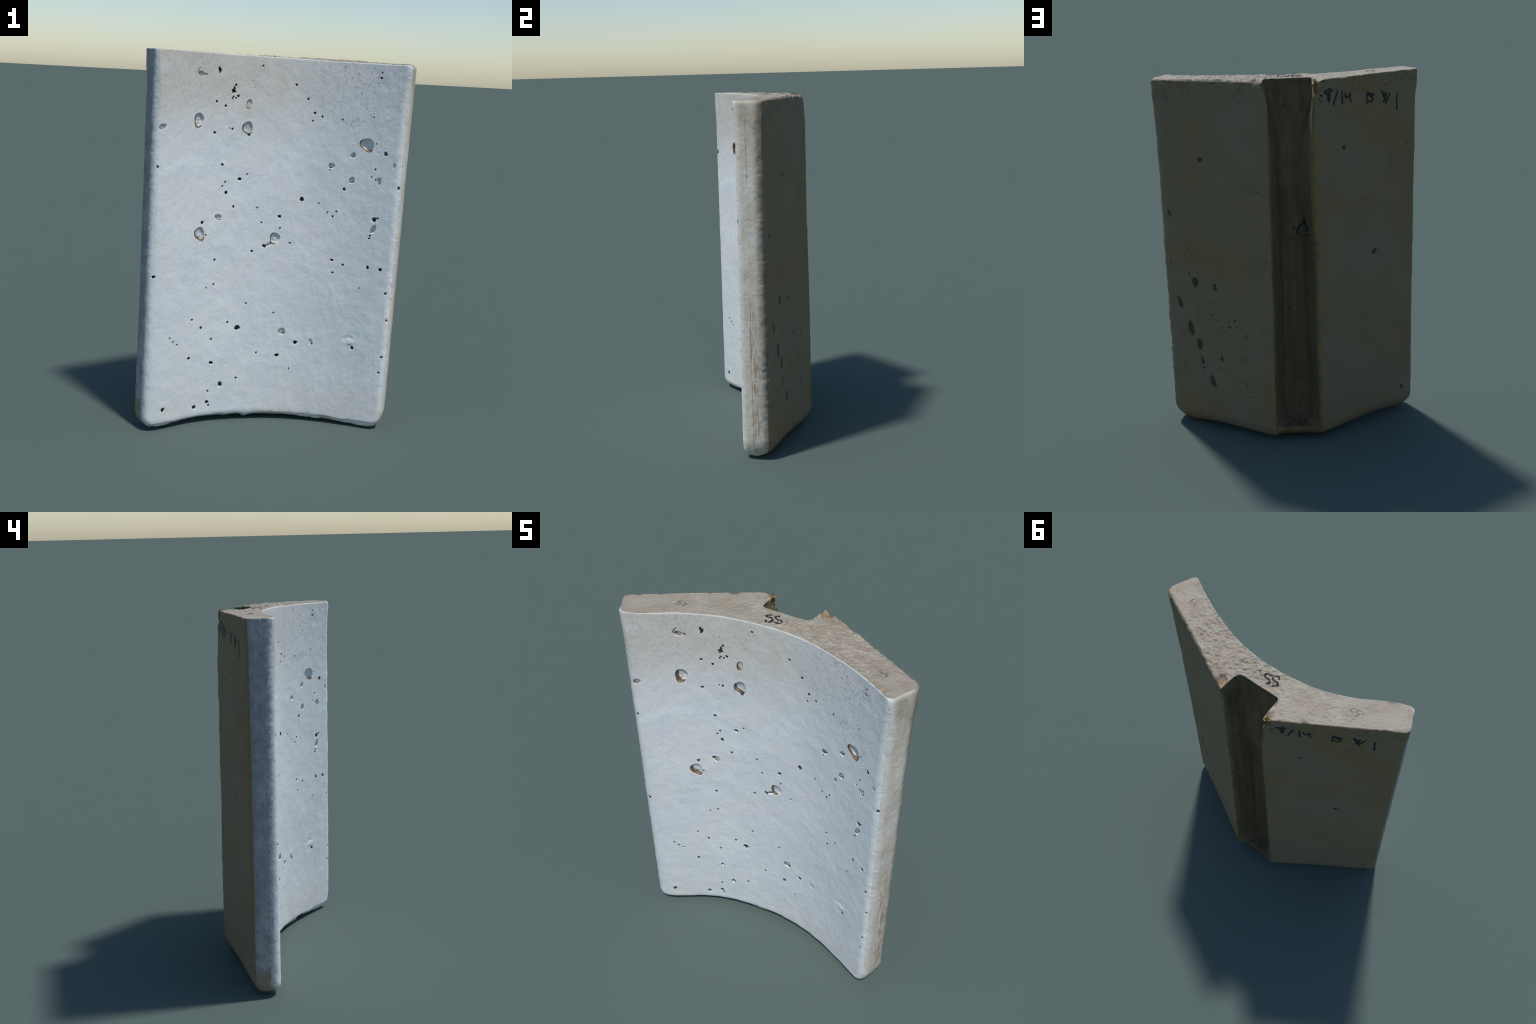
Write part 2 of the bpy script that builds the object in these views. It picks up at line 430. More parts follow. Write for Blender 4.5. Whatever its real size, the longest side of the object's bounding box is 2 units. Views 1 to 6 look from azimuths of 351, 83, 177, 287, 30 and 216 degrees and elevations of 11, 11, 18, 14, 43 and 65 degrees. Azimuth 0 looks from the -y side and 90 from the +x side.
SMALL_PITS = (
    (-.150, 1.584, .0057), (-.231, 1.839, .0045), (-.216, 1.783, .0057), (-.228, 1.773, .0037), (-.189, 1.349, .0080),
    (-.261, 1.277, .0074), (-.384, 1.120, .0072), (.039, 1.153, .0075), (.511, 1.083, .0042), (.508, 1.068, .0046),
    (.542, 1.179, .0044), (-.217, 1.203, .0050), (-.085, 1.197, .0038), (-.336, 1.591, .0058), (-.242, 1.612, .0041),
    (-.331, 1.750, .0053), (.092, 1.855, .0048), (.159, 1.785, .0048), (.514, 1.912, .0052), (.197, 1.713, .0050),
    (.236, 1.696, .0039), (.188, 1.671, .0039), (.337, 1.197, .0041), (.320, 1.169, .0043), (.292, 1.189, .0034),
    (.516, 1.438, .0038), (.499, 1.396, .0034), (.520, 1.384, .0038), (-.288, 1.425, .0056), (.103, 1.009, .0046),
    (.045, 1.090, .0040), (-.059, 1.118, .0035), (-.268, 1.334, .0036), (-.283, 1.311, .0036), (-.149, 1.377, .0035),
    (-.630, 1.417, .0047), (-.282, 1.730, .0050), (-.091, 1.944, .0038), (-.364, 1.053, .0038), (.462, .455, .0075),
    (-.369, .546, .0061), (-.420, .595, .0049), (-.309, .478, .0045), (-.430, .382, .0068), (-.308, .101, .0042),
    (-.308, .917, .0050), (-.308, .782, .0044), (.330, .931, .0062), (.387, .910, .0052), (.338, .863, .0046),
    (.607, .779, .0058), (.034, .619, .0039), (-.051, .391, .0040), (-.160, .249, .0048), (-.104, .961, .0050),
    (-.499, .468, .0044), (-.519, .488, .0036), (-.538, .511, .0040), (-.220, .568, .0044), (-.122, .672, .0036),
    (.611, .423, .0050), (.602, .336, .0045), (-.316, .183, .0045),
)
# on the back: (distance in from the outer corner, height, half width, half height, depth, lean)
PITS_PANEL_R = (
    (.264, 1.575, .0141, .0155, .010, 0), (.057, 1.268, .0114, .0230, .005, -.4), (.195, .884, .0193, .0325, .010, -.15),
    (.319, .870, .0129, .0185, .011, -.2), (.094, .752, .0150, .0341, .010, -.35), (.157, .608, .0215, .0464, .006, -.25),
    (.207, .518, .0190, .0391, .010, -.1), (.220, .420, .0120, .0258, .004, -.3), (.345, .450, .0079, .0161, .010, -.1),
    (.280, .299, .0185, .0391, .011, -.35), (.227, .375, .0063, .0086, .008, 0), (.161, .933, .0053, .0081, .007, 0),
    (.291, .702, .0044, .0058, .006, 0), (.435, .695, .0060, .0057, .006, 0), (.399, .649, .0129, .0090, .004, -.4),
    (.534, .256, .0052, .0060, .006, 0), (.045, .984, .0071, .0097, .006, 0), (.160, 1.079, .0046, .0048, .006, 0),
    (.595, 1.426, .0047, .0066, .005, 0), (.634, 1.052, .0048, .0054, .005, 0), (.374, 1.619, .0034, .0044, .005, 0),
)
PITS_PANEL_L = (
    (.505, 1.636, .0127, .0130, .011, .1), (.298, 1.038, .0160, .0183, .010, -.5), (.273, 1.762, .0047, .0040, .006, 0),
    (.189, 1.291, .0045, .0040, .006, 0), (.080, 1.603, .0050, .0061, .006, 0), (.076, .159, .0131, .0181, .004, 0),
    (.214, .909, .0046, .0040, .005, 0), (.502, .973, .0040, .0036, .005, 0), (.397, .545, .0040, .0036, .005, 0),
)
phase = lambda s, z: (s * 91.7 + z * 37.3) % 6.28
dirty = np.zeros(len(V))                    # how far a vertex sits inside a hole's dark part


def sink(mask, s, pit, undercut=0.75):
    """Push one air bubble into the surface: steep irregular rim, floor that drops
    towards the lower lip."""
    ps, pz, rw, rh, depth, lean = pit
    idx = np.nonzero(mask & (abs(s - ps) < 2.2 * max(rw, rh)) & (abs(Z - pz) < 2.2 * max(rw, rh)))[0]
    if not len(idx):
        return
    du, dv = s[idx] - ps, Z[idx] - pz
    u = (du * np.cos(lean) - dv * np.sin(lean)) / rw
    v = (du * np.sin(lean) + dv * np.cos(lean)) / rh
    ang, d = np.arctan2(v, u), np.hypot(u, v)
    ph = phase(ps, pz)
    d = d / (1 + 0.09 * np.sin(2 * ang + ph) + 0.07 * np.sin(3 * ang + 2.1 * ph))
    big = max(rw, rh) > 0.0125
    upper = smooth(v, -0.2, 0.5)
    hole_like = undercut > 0.5 and depth > 0.0135 and max(rw, rh) < 0.019
    inside = 1 - smooth(d, (0.68 if hole_like or not big else 0.70) + 0.10 * upper * big, 1.06 - 0.04 * upper * big)
    fall = (0.95 - undercut * 0.45 * np.clip(v, -1, 0.9)) if big else 1.15
    cut = depth * inside * fall
    if big:
        cut *= 1 + 0.30 * noise(V[idx], 60, 31)
    move[idx] -= cut
    rim = np.exp(-((d - 1.12) / 0.10) ** 2)
    move[idx] += 0.0004 * rim * (big or max(rw, rh) > 0.006)
    if undercut < 0.5:                      # worn hollows of the back: dirt all over
        mark = d < 0.90
    elif hole_like or not big:              # small deep holes are dark all through
        mark = (d < 0.80) & (max(rw, rh) > 0.0036)
    else:                                   # bubbles: their dirt is in the material
        mark = d < 0
    dirty[idx] = np.where(mark, 1.0, dirty[idx])


FACE_R = 1.09
S_front = FACE_R * np.arcsin(np.clip(X / FACE_R, -1, 1))
to_s = lambda x: FACE_R * np.arcsin(x / FACE_R)
for p in LARGE_PITS:
    sink(on_front, S_front, (to_s(p[0]),) + p[1:])
for x, z, r in SMALL_PITS:
    sink(on_front, S_front, (to_s(x), z, r * 1.12, r * 1.05, 1.5 * r, 0.0))
# scattered pinholes, thicker in the two upper corners and in loose clusters
clusters = ((-.45, 1.80, .16, 36), (.50, 1.72, .13, 60), (.33, 1.20, .07, 10), (-.22, 1.78, .03, 7), (.51, 1.39, .04, 6),
            (-.20, .85, .16, 18), (-.30, .40, .2, 12), (-.10, 1.2, .3, 24), (.35, .8, .25, 10), (.0, 1.6, .4, 26), (.45, .4, .15, 10))
for cx, cz, spread, count in clusters:
    for x, z, r in zip(RNG.normal(cx, spread, count), RNG.normal(cz, spread, count), RNG.uniform(.0018, .0034, count)):
        if abs(x) < .61 and .08 < z < 1.96:
            sink(on_front, S_front, (to_s(x), z, r, r * 1.1, 0.6 * r, 0.0))
# a ragged broken patch among the bubbles at the upper left
for x, z, r in zip(RNG.normal(-.230, .014, 6), RNG.normal(1.80, .026, 6), RNG.uniform(.0028, .0048, 6)):
    sink(on_front, S_front, (to_s(x), z, r * RNG.uniform(.8, 1.6), r, 1.2 * r, RNG.uniform(-.8, .8)))
for x, z, r in zip(RNG.normal(-.318, .012, 3), RNG.normal(1.915, .014, 3), RNG.uniform(.003, .0042, 3)):
    sink(on_front, S_front, (to_s(x), z, r, r * 1.4, 1.2 * r, RNG.uniform(-.8, .8)))
# dome with a halo near the lower right of the face
for ps, pz, rr, h in ((.448, .487, .030, .0045), (.438, .500, .036, -.0028), (.462, .52, .05, -.001)):
    d = np.hypot(S_front - to_s(ps), (Z - pz) * 1.25)
    move += np.where(on_front, h * (1 - smooth(d, 0.3 * rr, rr)), 0)
S_right = np.hypot(X - .705, Y + .085)
S_left = np.hypot(X + .708, Y + .120)
for p in PITS_PANEL_R:
    sink(on_panel_r, S_right, p, 0.3)
for p in PITS_PANEL_L:
    sink(on_panel_l, S_left, p, 0.3)
for mask, s, spots in ((on_panel_r, S_right, ((.40, .68, .07, 24), (.30, .72, .06, 20), (.6, 1.4, .10, 12), (.15, 1.05, .06, 10))),
                       (on_panel_l, S_left, ((.60, 1.93, .06, 20), (.12, 1.6, .05, 14), (.35, 1.1, .3, 20), (.5, 1.93, .08, 14)))):
    for cs, cz, spread, count in spots:
        for a, z, r in zip(RNG.normal(cs, spread * .6, count), RNG.normal(cz, spread, count), RNG.uniform(.0022, .0042, count)):
            if .04 < a < .63 and .1 < z < 1.97:
                sink(mask, s, (a, z, r, r * RNG.uniform(.9, 1.6), 1.0 * r, 0.0))
for x, z in ((-.030, 1.102), (.02, .75), (-.02, .42), (-.025, .15), (-.02, .09), (.03, 1.86), (.0, .55), (.05, .9)):
    sink(on_channel, X, (x, z, .005, .006, .005, 0.0))
# notch on the back arris of the +x end
d = np.sqrt((X - .70) ** 2 + (Y + .105) ** 2 + ((Z - .525) * 1.0) ** 2)
move -= 0.013 * (1 - smooth(d, 0.006, 0.020))
d = np.sqrt((X - .675) ** 2 + (Y + .16) ** 2 + (Z - 1.135) ** 2)
move -= 0.005 * (1 - smooth(d, 0.003, 0.009))

V = V + NORMAL * move[:, None]
V[:, 2] += lift_z
# a splinter left at the foot of the face
d = np.hypot(X + 0.10, (Z - 0.0) * 0.5)
V[:, 2] -= np.where(on_front | on_foot, 0.014 * (1 - smooth(d, 0.0, 0.03)) * (Y < 0.02), 0)
V[:, 2] -= V[:, 2].min()
V[:, 2] = np.where(V[:, 2] > 1.99, 1.99 + 0.010 * np.tanh((V[:, 2] - 1.99) / 0.010), V[:, 2])
V[:, 2] *= HEIGHT / V[:, 2].max()
NORMAL = vertex_normals(V, FACES)

# ------------------------------------------------------------ materials ----


def srgb(r, g, b):
    f = lambda c: (c / 255) / 12.92 if c / 255 <= 0.04045 else ((c / 255 + 0.055) / 1.055) ** 2.4
    return (f(r), f(g), f(b), 1.0)


class Graph:
    def __init__(self, name, rough=0.85, specular=0.25):
        self.mat = bpy.data.materials.new(name)
        self.mat.use_nodes = True
        self.t = self.mat.node_tree
        self.bsdf = self.t.nodes["Principled BSDF"]
        self.bsdf.inputs["Roughness"].default_value = rough
        self.bsdf.inputs["Specular IOR Level"].default_value = specular
        self.coord = self.t.nodes.new("ShaderNodeTexCoord").outputs["Object"]
        sep = self.node("ShaderNodeSeparateXYZ")
        self.link(self.coord, sep.inputs[0])
        self.x, self.y, self.z = sep.outputs

    def node(self, kind, **kw):
        n = self.t.nodes.new(kind)
        for k, v in kw.items():
            setattr(n, k, v)
        return n

    def link(self, a, b):
        self.t.links.new(a, b)

    def put(self, value, socket):
        if isinstance(value, bpy.types.NodeSocket):
            self.link(value, socket)
        else:
            socket.default_value = value

    def math(self, op, a, b=0.0, c=0.0):
        n = self.node("ShaderNodeMath", operation=op)
        for i, v in enumerate((a, b, c)):
            self.put(v, n.inputs[i])
        return n.outputs[0]

    def step(self, value, lo, hi, out_lo=0.0, out_hi=1.0):
        n = self.node("ShaderNodeMapRange", interpolation_type="SMOOTHSTEP")
        self.put(value, n.inputs["Value"])
        for k, v in (("From Min", lo), ("From Max", hi), ("To Min", out_lo), ("To Max", out_hi)):
            n.inputs[k].default_value = v
        return n.outputs["Result"]

    def stretch(self, sx, sy, sz, turn=0.0):
        n = self.node("ShaderNodeMapping")
        self.link(self.coord, n.inputs["Vector"])
        n.inputs["Scale"].default_value = (sx, sy, sz)
        n.inputs["Rotation"].default_value = (0, 0, turn)
        return n.outputs[0]

    def noise(self, scale, detail=4.0, rough=0.55, vector=None, distort=0.0):
        n = self.node("ShaderNodeTexNoise")
        self.link(vector or self.coord, n.inputs["Vector"])
        for k, v in (("Scale", scale), ("Detail", detail), ("Roughness", rough), ("Distortion", distort)):
            n.inputs[k].default_value = v
        return n.outputs["Fac"]

    def specks(self, scale, size, keep=0.5):
        """Sparse dark dots: Voronoi cells, only some of which hold one."""
        n = self.node("ShaderNodeTexVoronoi")
        self.link(self.coord, n.inputs["Vector"])
        n.inputs["Scale"].default_value = scale
        dot = self.step(n.outputs["Distance"], size * 0.55, size, 1.0, 0.0)
        s = self.node("ShaderNodeSeparateColor")
        self.link(n.outputs["Color"], s.inputs[0])
        return self.math("MULTIPLY", dot, self.step(s.outputs[0], keep, keep + 0.02))

    def near(self, centre, radius, ragged=0.6, squash=(1, 1, 1)):
        """Soft blot round a point, its rim broken by noise."""
        m = self.node("ShaderNodeVectorMath", operation="SUBTRACT")
        self.link(self.coord, m.inputs[0])
        m.inputs[1].default_value = centre
        q = self.node("ShaderNodeVectorMath", operation="MULTIPLY")
        self.link(m.outputs[0], q.inputs[0])
        q.inputs[1].default_value = squash
        l = self.node("ShaderNodeVectorMath", operation="LENGTH")
        self.link(q.outputs[0], l.inputs[0])
        d = self.math("ADD", l.outputs["Value"], self.math("MULTIPLY", self.math("SUBTRACT", self.noise(1.2 / radius), 0.5), -radius * ragged * 2))
        return self.step(d, radius * 0.35, radius, 1.0, 0.0)

    def both(self, *masks):
        out = masks[0]
        for m in masks[1:]:
            out = self.math("MULTIPLY", out, m)
        return out

    def mix(self, fac, a, b, kind="MIX"):
        n = self.node("ShaderNodeMix", data_type="RGBA", blend_type=kind)
        self.put(fac, n.inputs[0])
        self.put(a, n.inputs[6])
        self.put(b, n.inputs[7])
        return n.outputs[2]

    def finish(self, colour, bump=None, strength=0.3, distance=0.002):
        self.put(colour, self.bsdf.inputs["Base Color"])
        if bump is not None:
            b = self.node("ShaderNodeBump")
            b.inputs["Strength"].default_value = strength
            b.inputs["Distance"].default_value = distance
            self.link(bump, b.inputs["Height"])
            self.link(b.outputs[0], self.bsdf.inputs["Normal"])
        return self.mat


def scaled(g, fac, amount):
    return g.math("MULTIPLY", fac, amount)


OCHRE = srgb(170, 135, 80)


def bubble_lip_group():
    """Node group: the band of brown dirt on the lower and left wall of one bubble,
    given its place, size, lean and phase (the same outline rule as the geometry)."""
    t = bpy.data.node_groups.new("bubble_lip", "ShaderNodeTree")
    for n in ("S", "Z", "ps", "pz", "rw", "rh", "cos", "sin", "ph"):
        t.interface.new_socket(n, in_out="INPUT", socket_type="NodeSocketFloat")
    t.interface.new_socket("Mask", in_out="OUTPUT", socket_type="NodeSocketFloat")
    i = t.nodes.new("NodeGroupInput").outputs
    o = t.nodes.new("NodeGroupOutput").inputs

    def m(op, *args):
        n = t.nodes.new("ShaderNodeMath")
        n.operation = op
        for k, a in enumerate(args):
            if isinstance(a, bpy.types.NodeSocket):
                t.links.new(a, n.inputs[k])
            else:
                n.inputs[k].default_value = a
        return n.outputs[0]

    def step(x, lo, hi):
        n = t.nodes.new("ShaderNodeMapRange")
        n.interpolation_type = "SMOOTHSTEP"
        t.links.new(x, n.inputs["Value"])
        n.inputs["From Min"].default_value, n.inputs["From Max"].default_value = lo, hi
        return n.outputs["Result"]

    du, dv = m("SUBTRACT", i["S"], i["ps"]), m("SUBTRACT", i["Z"], i["pz"])
    u = m("DIVIDE", m("SUBTRACT", m("MULTIPLY", du, i["cos"]), m("MULTIPLY", dv, i["sin"])), i["rw"])
    v = m("DIVIDE", m("ADD", m("MULTIPLY", du, i["sin"]), m("MULTIPLY", dv, i["cos"])), i["rh"])
    ang = m("ARCTAN2", v, u)
    d = m("SQRT", m("ADD", m("MULTIPLY", u, u), m("MULTIPLY", v, v)))
    w1 = m("MULTIPLY", m("SINE", m("ADD", m("MULTIPLY", ang, 2.0), i["ph"])), 0.09)
    w2 = m("MULTIPLY", m("SINE", m("ADD", m("MULTIPLY", ang, 3.0), m("MULTIPLY", i["ph"], 2.1))), 0.07)
    d = m("DIVIDE", d, m("ADD", m("ADD", w1, w2), 1.0))
    low = m("ADD", v, m("MULTIPLY", u, 0.55))          # negative on the lower left
    edge = m("SUBTRACT", d, m("MULTIPLY", step(low, -0.8, 0.1), 0.16))
    mask = m("MULTIPLY", m("MULTIPLY", step(edge, 0.72, 0.80), step(d, 1.12, 1.05)), step(low, 0.15, -0.10))
    t.links.new(mask, o["Mask"])
    return t


def casting_face_material():
    g = Graph("casting_face_plaster", 0.7, 0.3)
    c = g.mix(g.step(g.noise(2.6, 3), .40, .62), (0.615, 0.66, 0.675, 1), (0.665, 0.68, 0.69, 1))
    c = g.mix(scaled(g, g.step(g.noise(6, 5), .50, .68), .6), c, (0.67, 0.74, 0.74, 1))
    c = g.mix(scaled(g, g.step(g.noise(18, 5), .48, .72), .5), c, (0.58, 0.64, 0.69, 1))
    c = g.mix(scaled(g, g.step(g.noise(45, 5, .65), .54, .70), .35), c, (0.80, 0.82, 0.84, 1))
    # dull warm bloom over the top, strongest at the upper left, and along the foot
    warm = g.both(g.step(g.z, 1.45, 1.92), g.step(g.x, .95, -.45))
    c = g.mix(g.both(warm, g.step(g.noise(5, 5), .08, .52)), c, (0.535, 0.515, 0.465, 1))
    foot = g.both(g.step(g.z, .36, .05), g.step(g.noise(4, 4), .36, .60))
    c = g.mix(scaled(g, foot, .7), c, (0.62, 0.62, 0.59, 1))
    # grey grime at the upper right, mostly fine grains
    grime = g.both(g.step(g.z, 1.42, 1.80), g.step(g.x, .05, .5))
    c = g.mix(g.both(grime, g.step(g.noise(10, 6, .75), .35, .75), 0.65), c, (0.44, 0.46, 0.49, 1))
    c = g.mix(g.both(grime, g.step(g.noise(85, 4, .7), .53, .64), g.step(g.noise(12, 3), .40, .58), 0.75), c, (0.22, 0.24, 0.27, 1))
    c = g.mix(scaled(g, g.both(warm, g.step(g.noise(85, 4, .7), .56, .66)), .7), c, (0.30, 0.28, 0.25, 1))
    # upright drag marks low on the right
    drag = g.noise(1, 4, .6, g.stretch(70, 70, 9))
    c = g.mix(g.both(g.step(drag, .52, .70), g.step(g.x, -.05, .5), g.step(g.z, 1.1, .5), 0.5), c, (0.52, 0.58, 0.64, 1))
    c = g.mix(scaled(g, g.near((.015, -.03, 1.862), .06, 1.0, (1.5, .4, .6)), .30), c, (0.54, 0.46, 0.37, 1))
    c = g.mix(scaled(g, g.near((-.165, -.05, 1.70), .05, 1.0, (.9, .4, 1.2)), .35), c, (0.56, 0.51, 0.42, 1))
    # pinpricks
    c = g.mix(scaled(g, g.specks(75, .16, .80), .8), c, (0.12, 0.12, 0.13, 1))
    c = g.mix(scaled(g, g.specks(140, .2, .72), .5), c, (0.22, 0.23, 0.25, 1))
    # dirt on the lower wall of every larger bubble
    lip = bubble_lip_group()
    s = g.math("MULTIPLY", g.math("ARCSINE", g.math("DIVIDE", g.x, FACE_R)), FACE_R)
    mask = 0.0
    for px, pz, rw, rh, depth, lean in LARGE_PITS:
        if max(rw, rh) < 0.0125 or (depth > 0.0135 and max(rw, rh) < 0.019):
            continue
        n = g.node("ShaderNodeGroup")
        n.node_tree = lip
        ps = float(to_s(px))
        for k, val in (("S", s), ("Z", g.z), ("ps", ps), ("pz", pz), ("rw", rw), ("rh", rh), ("cos", float(np.cos(lean))), ("sin", float(np.sin(lean))), ("ph", float(phase(ps, pz)))):
            g.put(val, n.inputs[k])
        mask = g.math("MAXIMUM", mask, n.outputs["Mask"])
    dirt = g.mix(g.step(g.noise(60, 3), .35, .65), srgb(84, 72, 58), srgb(124, 110, 90))
    c = g.mix(mask, c, dirt)
    return g.finish(c, g.noise(130, 5, .65), .12, .0015)


def hole_material(name, dark, light):
    g = Graph(name, 0.95, 0.1)
    return g.finish(g.mix(g.step(g.noise(60, 3), .35, .65), dark, light))


def ochre_blots(g, c):
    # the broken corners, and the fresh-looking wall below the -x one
    for cx, cy, cz, rad in stain_points + ((-0.113, 0.165, 1.955, 0.050),):
        c = g.mix(scaled(g, g.near((cx, cy, cz), rad * 1.0, .6), .85), c, g.mix(g.step(g.noise(60, 4), .4, .65), srgb(118, 94, 60), srgb(184, 158, 116)))
    return c


def top_material():
    g = Graph("trowelled_top_plaster", 0.6, 0.35)
    c = g.mix(g.step(g.noise(12, 5, .55), .34, .66), srgb(149, 140, 123), srgb(162, 155, 142))
    c = g.mix(scaled(g, g.step(g.noise(24, 4, .55), .46, .68), .4), c, srgb(138, 129, 113))
    c = g.mix(scaled(g, g.step(g.noise(9, 4), .52, .70), .5), c, srgb(160, 154, 144))
    # smoother brown band behind the front rim on the +x half
    c = g.mix(scaled(g, g.both(g.step(g.noise(1, 5, .6, g.stretch(10, 30, 1, .45)), .44, .62), g.step(g.x, .0, .3)), .55), c, srgb(136, 122, 106))
    c = g.mix(scaled(g, g.specks(60, .2, .8), .6), c, srgb(96, 80, 60))
    c = ochre_blots(g, c)
    grain = g.math("ADD", g.noise(120, 6, .75), g.noise(1, 5, .65, g.stretch(190, 55, 40, .7)))
    return g.finish(c, grain, .4, .004)


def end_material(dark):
    name = "shaded_end_plaster" if dark else "pale_end_plaster"
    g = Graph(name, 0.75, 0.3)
    arris = g.math("ADD", g.math("ADD", g.y, g.math("MULTIPLY", g.math("ABSOLUTE", g.x), -0.33)), g.math("MULTIPLY", g.math("SUBTRACT", g.noise(45, 4, .7), .5), .05))
    arris = g.step(arris, -.418, -.452)
    across = g.math("ADD", g.math("MULTIPLY", g.math("SUBTRACT", g.math("ABSOLUTE", g.x), .652), .42), g.math("MULTIPLY", g.math("ADD", g.y, .24), .9))
    across = g.math("ADD", across, g.math("MULTIPLY", g.math("SUBTRACT", g.noise(38, 4, .7), .5), .045))
    back_arris = g.step(across, .098, .150)
    if dark:  # -x end: baked shade is put into these dark blue-grey colours
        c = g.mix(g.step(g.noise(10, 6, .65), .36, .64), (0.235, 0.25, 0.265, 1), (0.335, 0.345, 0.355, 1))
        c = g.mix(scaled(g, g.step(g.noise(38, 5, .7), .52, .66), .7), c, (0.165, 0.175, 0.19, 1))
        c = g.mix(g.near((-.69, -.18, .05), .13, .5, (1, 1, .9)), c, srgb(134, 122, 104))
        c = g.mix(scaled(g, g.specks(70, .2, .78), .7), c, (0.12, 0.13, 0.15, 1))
    else:
        c = g.mix(g.step(g.noise(9, 6, .65), .36, .64), srgb(190, 182, 168), srgb(200, 196, 187))
        c = g.mix(scaled(g, g.step(g.noise(30, 5, .7), .52, .68), .5), c, srgb(186, 178, 166))
        c = g.mix(scaled(g, g.near((.68, -.18, 1.91), .11, .9, (1, 1, .6)), .75), c, srgb(158, 152, 134))
        low = g.both(g.step(g.z, 1.0, .7), g.step(g.noise(1, 5, .65, g.stretch(60, 60, 14)), .38, .64))
        edge = g.near((.677, -.160, .5), .038, .5, (1, 1, .02))
        c = g.mix(g.both(low, edge), c, srgb(156, 137, 114))
        c = g.mix(scaled(g, g.specks(60, .2, .82), .7), c, srgb(90, 80, 68))
    c = g.mix(scaled(g, back_arris, .85), c, srgb(126, 114, 92))
    c = g.mix(arris, c, (0.62, 0.65, 0.66, 1) if dark else (0.60, 0.60, 0.575, 1))
    return g.finish(c, g.noise(90, 6, .7), .35, .003)


def back_material():
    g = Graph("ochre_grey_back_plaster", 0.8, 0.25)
    c = g.mix(g.step(g.noise(2.5, 4), .40, .62), srgb(122, 113, 92), srgb(124, 109, 80))  # olive hue is its own; tone is lowered towards the baked shade
    c = g.mix(scaled(g, g.step(g.noise(7, 5), .48, .68), .5), c, srgb(113, 104, 83))
    c = g.mix(scaled(g, g.both(g.step(g.noise(16, 6, .7), .55, .66), g.step(g.x, .12, .3), g.step(g.z, .95, .6)), .6), c, srgb(94, 84, 57))
    # yellow-stained arrises beside the channel
    c = g.mix(scaled(g, g.both(g.step(g.math("ABSOLUTE", g.x), .17, .12), g.step(g.noise(20, 5, .7), .38, .6)), .55), c, srgb(130, 111, 68))
    grime = g.both(g.step(g.z, 1.80, 1.97), g.step(g.noise(40, 6, .7), .52, .64))
    c = g.mix(scaled(g, grime, .7), c, srgb(84, 78, 60))
    c = g.mix(scaled(g, g.specks(55, .15, .85), .8), c, srgb(60, 56, 46))
    c = ochre_blots(g, c)
    return g.finish(c, g.noise(90, 5, .6), .18, .002)


def channel_material():
    g = Graph("stained_shaded_channel_plaster", 0.8, 0.25)
    band = g.noise(1, 4, .55, g.stretch(34, 34, 1.2))
    c = g.mix(g.step(band, .38, .62), srgb(92, 82, 60), srgb(104, 94, 72))  # base colour carries part of the channel's baked shade, darker than the panels
    c = g.mix(scaled(g, g.step(g.noise(10, 5), .5, .68), .5), c, srgb(82, 71, 48))
    # yellow-stained arrises
    c = g.mix(scaled(g, g.both(g.step(g.y, .205, .222), g.step(g.noise(16, 5), .3, .6)), .7), c, srgb(134, 114, 68))
    grime = g.both(g.step(g.z, 1.93, 1.985), g.step(g.noise(45, 6, .7), .48, .6))
    c = g.mix(scaled(g, grime, .7), c, srgb(66, 56, 42))
    c = g.mix(scaled(g, g.specks(50, .16, .86), .8), c, srgb(46, 42, 34))
    c = ochre_blots(g, c)
    return g.finish(c, g.noise(80, 5, .6), .2, .002)


def foot_material():
    g = Graph("foot_plaster", 0.85, 0.2)
    c = g.mix(g.step(g.noise(12, 6, .65), .36, .64), srgb(190, 178, 162), srgb(206, 204, 198))
    return g.finish(c, g.noise(90, 6, .7), .4, .003)


def ink_material(name, colour, grey):
    g = Graph(name, 0.55, 0.3)
    c = g.mix(g.step(g.noise(70, 4), .45, .7), colour, grey)
    return g.finish(c)


# ---------------------------------------------------- split into parts ----
root = bpy.data.objects.new("plaster_mould_section", None)
bpy.context.scene.collection.objects.link(root)
root.empty_display_size = 0.2
root["label"] = "pitted plaster mould section with concave face and channelled back"
root["category"] = "plaster mould"

# on the face the steep wall of a hole belongs to the hole; on the back only its floor
face_dirty = (dirty[FACES].mean(1) > np.where(REGION == FRONT, 0.2, 0.5)).astype(int)


def part(name, pick, *materials, second=None, parent=root):
    faces = FACES[pick]
    used, inv = np.unique(faces, return_inverse=True)
    inv = inv.reshape(-1, 4)
    me = bpy.data.meshes.new(name)
    me.vertices.add(len(used))
    me.vertices.foreach_set("co", V[used].astype(np.float32).ravel())
    me.loops.add(inv.size)
    me.loops.foreach_set("vertex_index", inv.astype(np.int32).ravel())
    me.polygons.add(len(inv))
    me.polygons.foreach_set("loop_start", np.arange(0, inv.size, 4, dtype=np.int32))
    me.polygons.foreach_set("loop_total", np.full(len(inv), 4, dtype=np.int32))
    me.polygons.foreach_set("use_smooth", np.ones(len(inv), dtype=bool))
    for m in materials:
        me.materials.append(m)
    if second is not None:
        me.polygons.foreach_set("material_index", second[pick].astype(np.int32))
    me.update(calc_edges=True)
    me.normals_split_custom_set_from_vertices(NORMAL[used].astype(np.float32))
    ob = bpy.data.objects.new(name, me)
    bpy.context.scene.collection.objects.link(ob)
    ob.parent = parent
    return ob


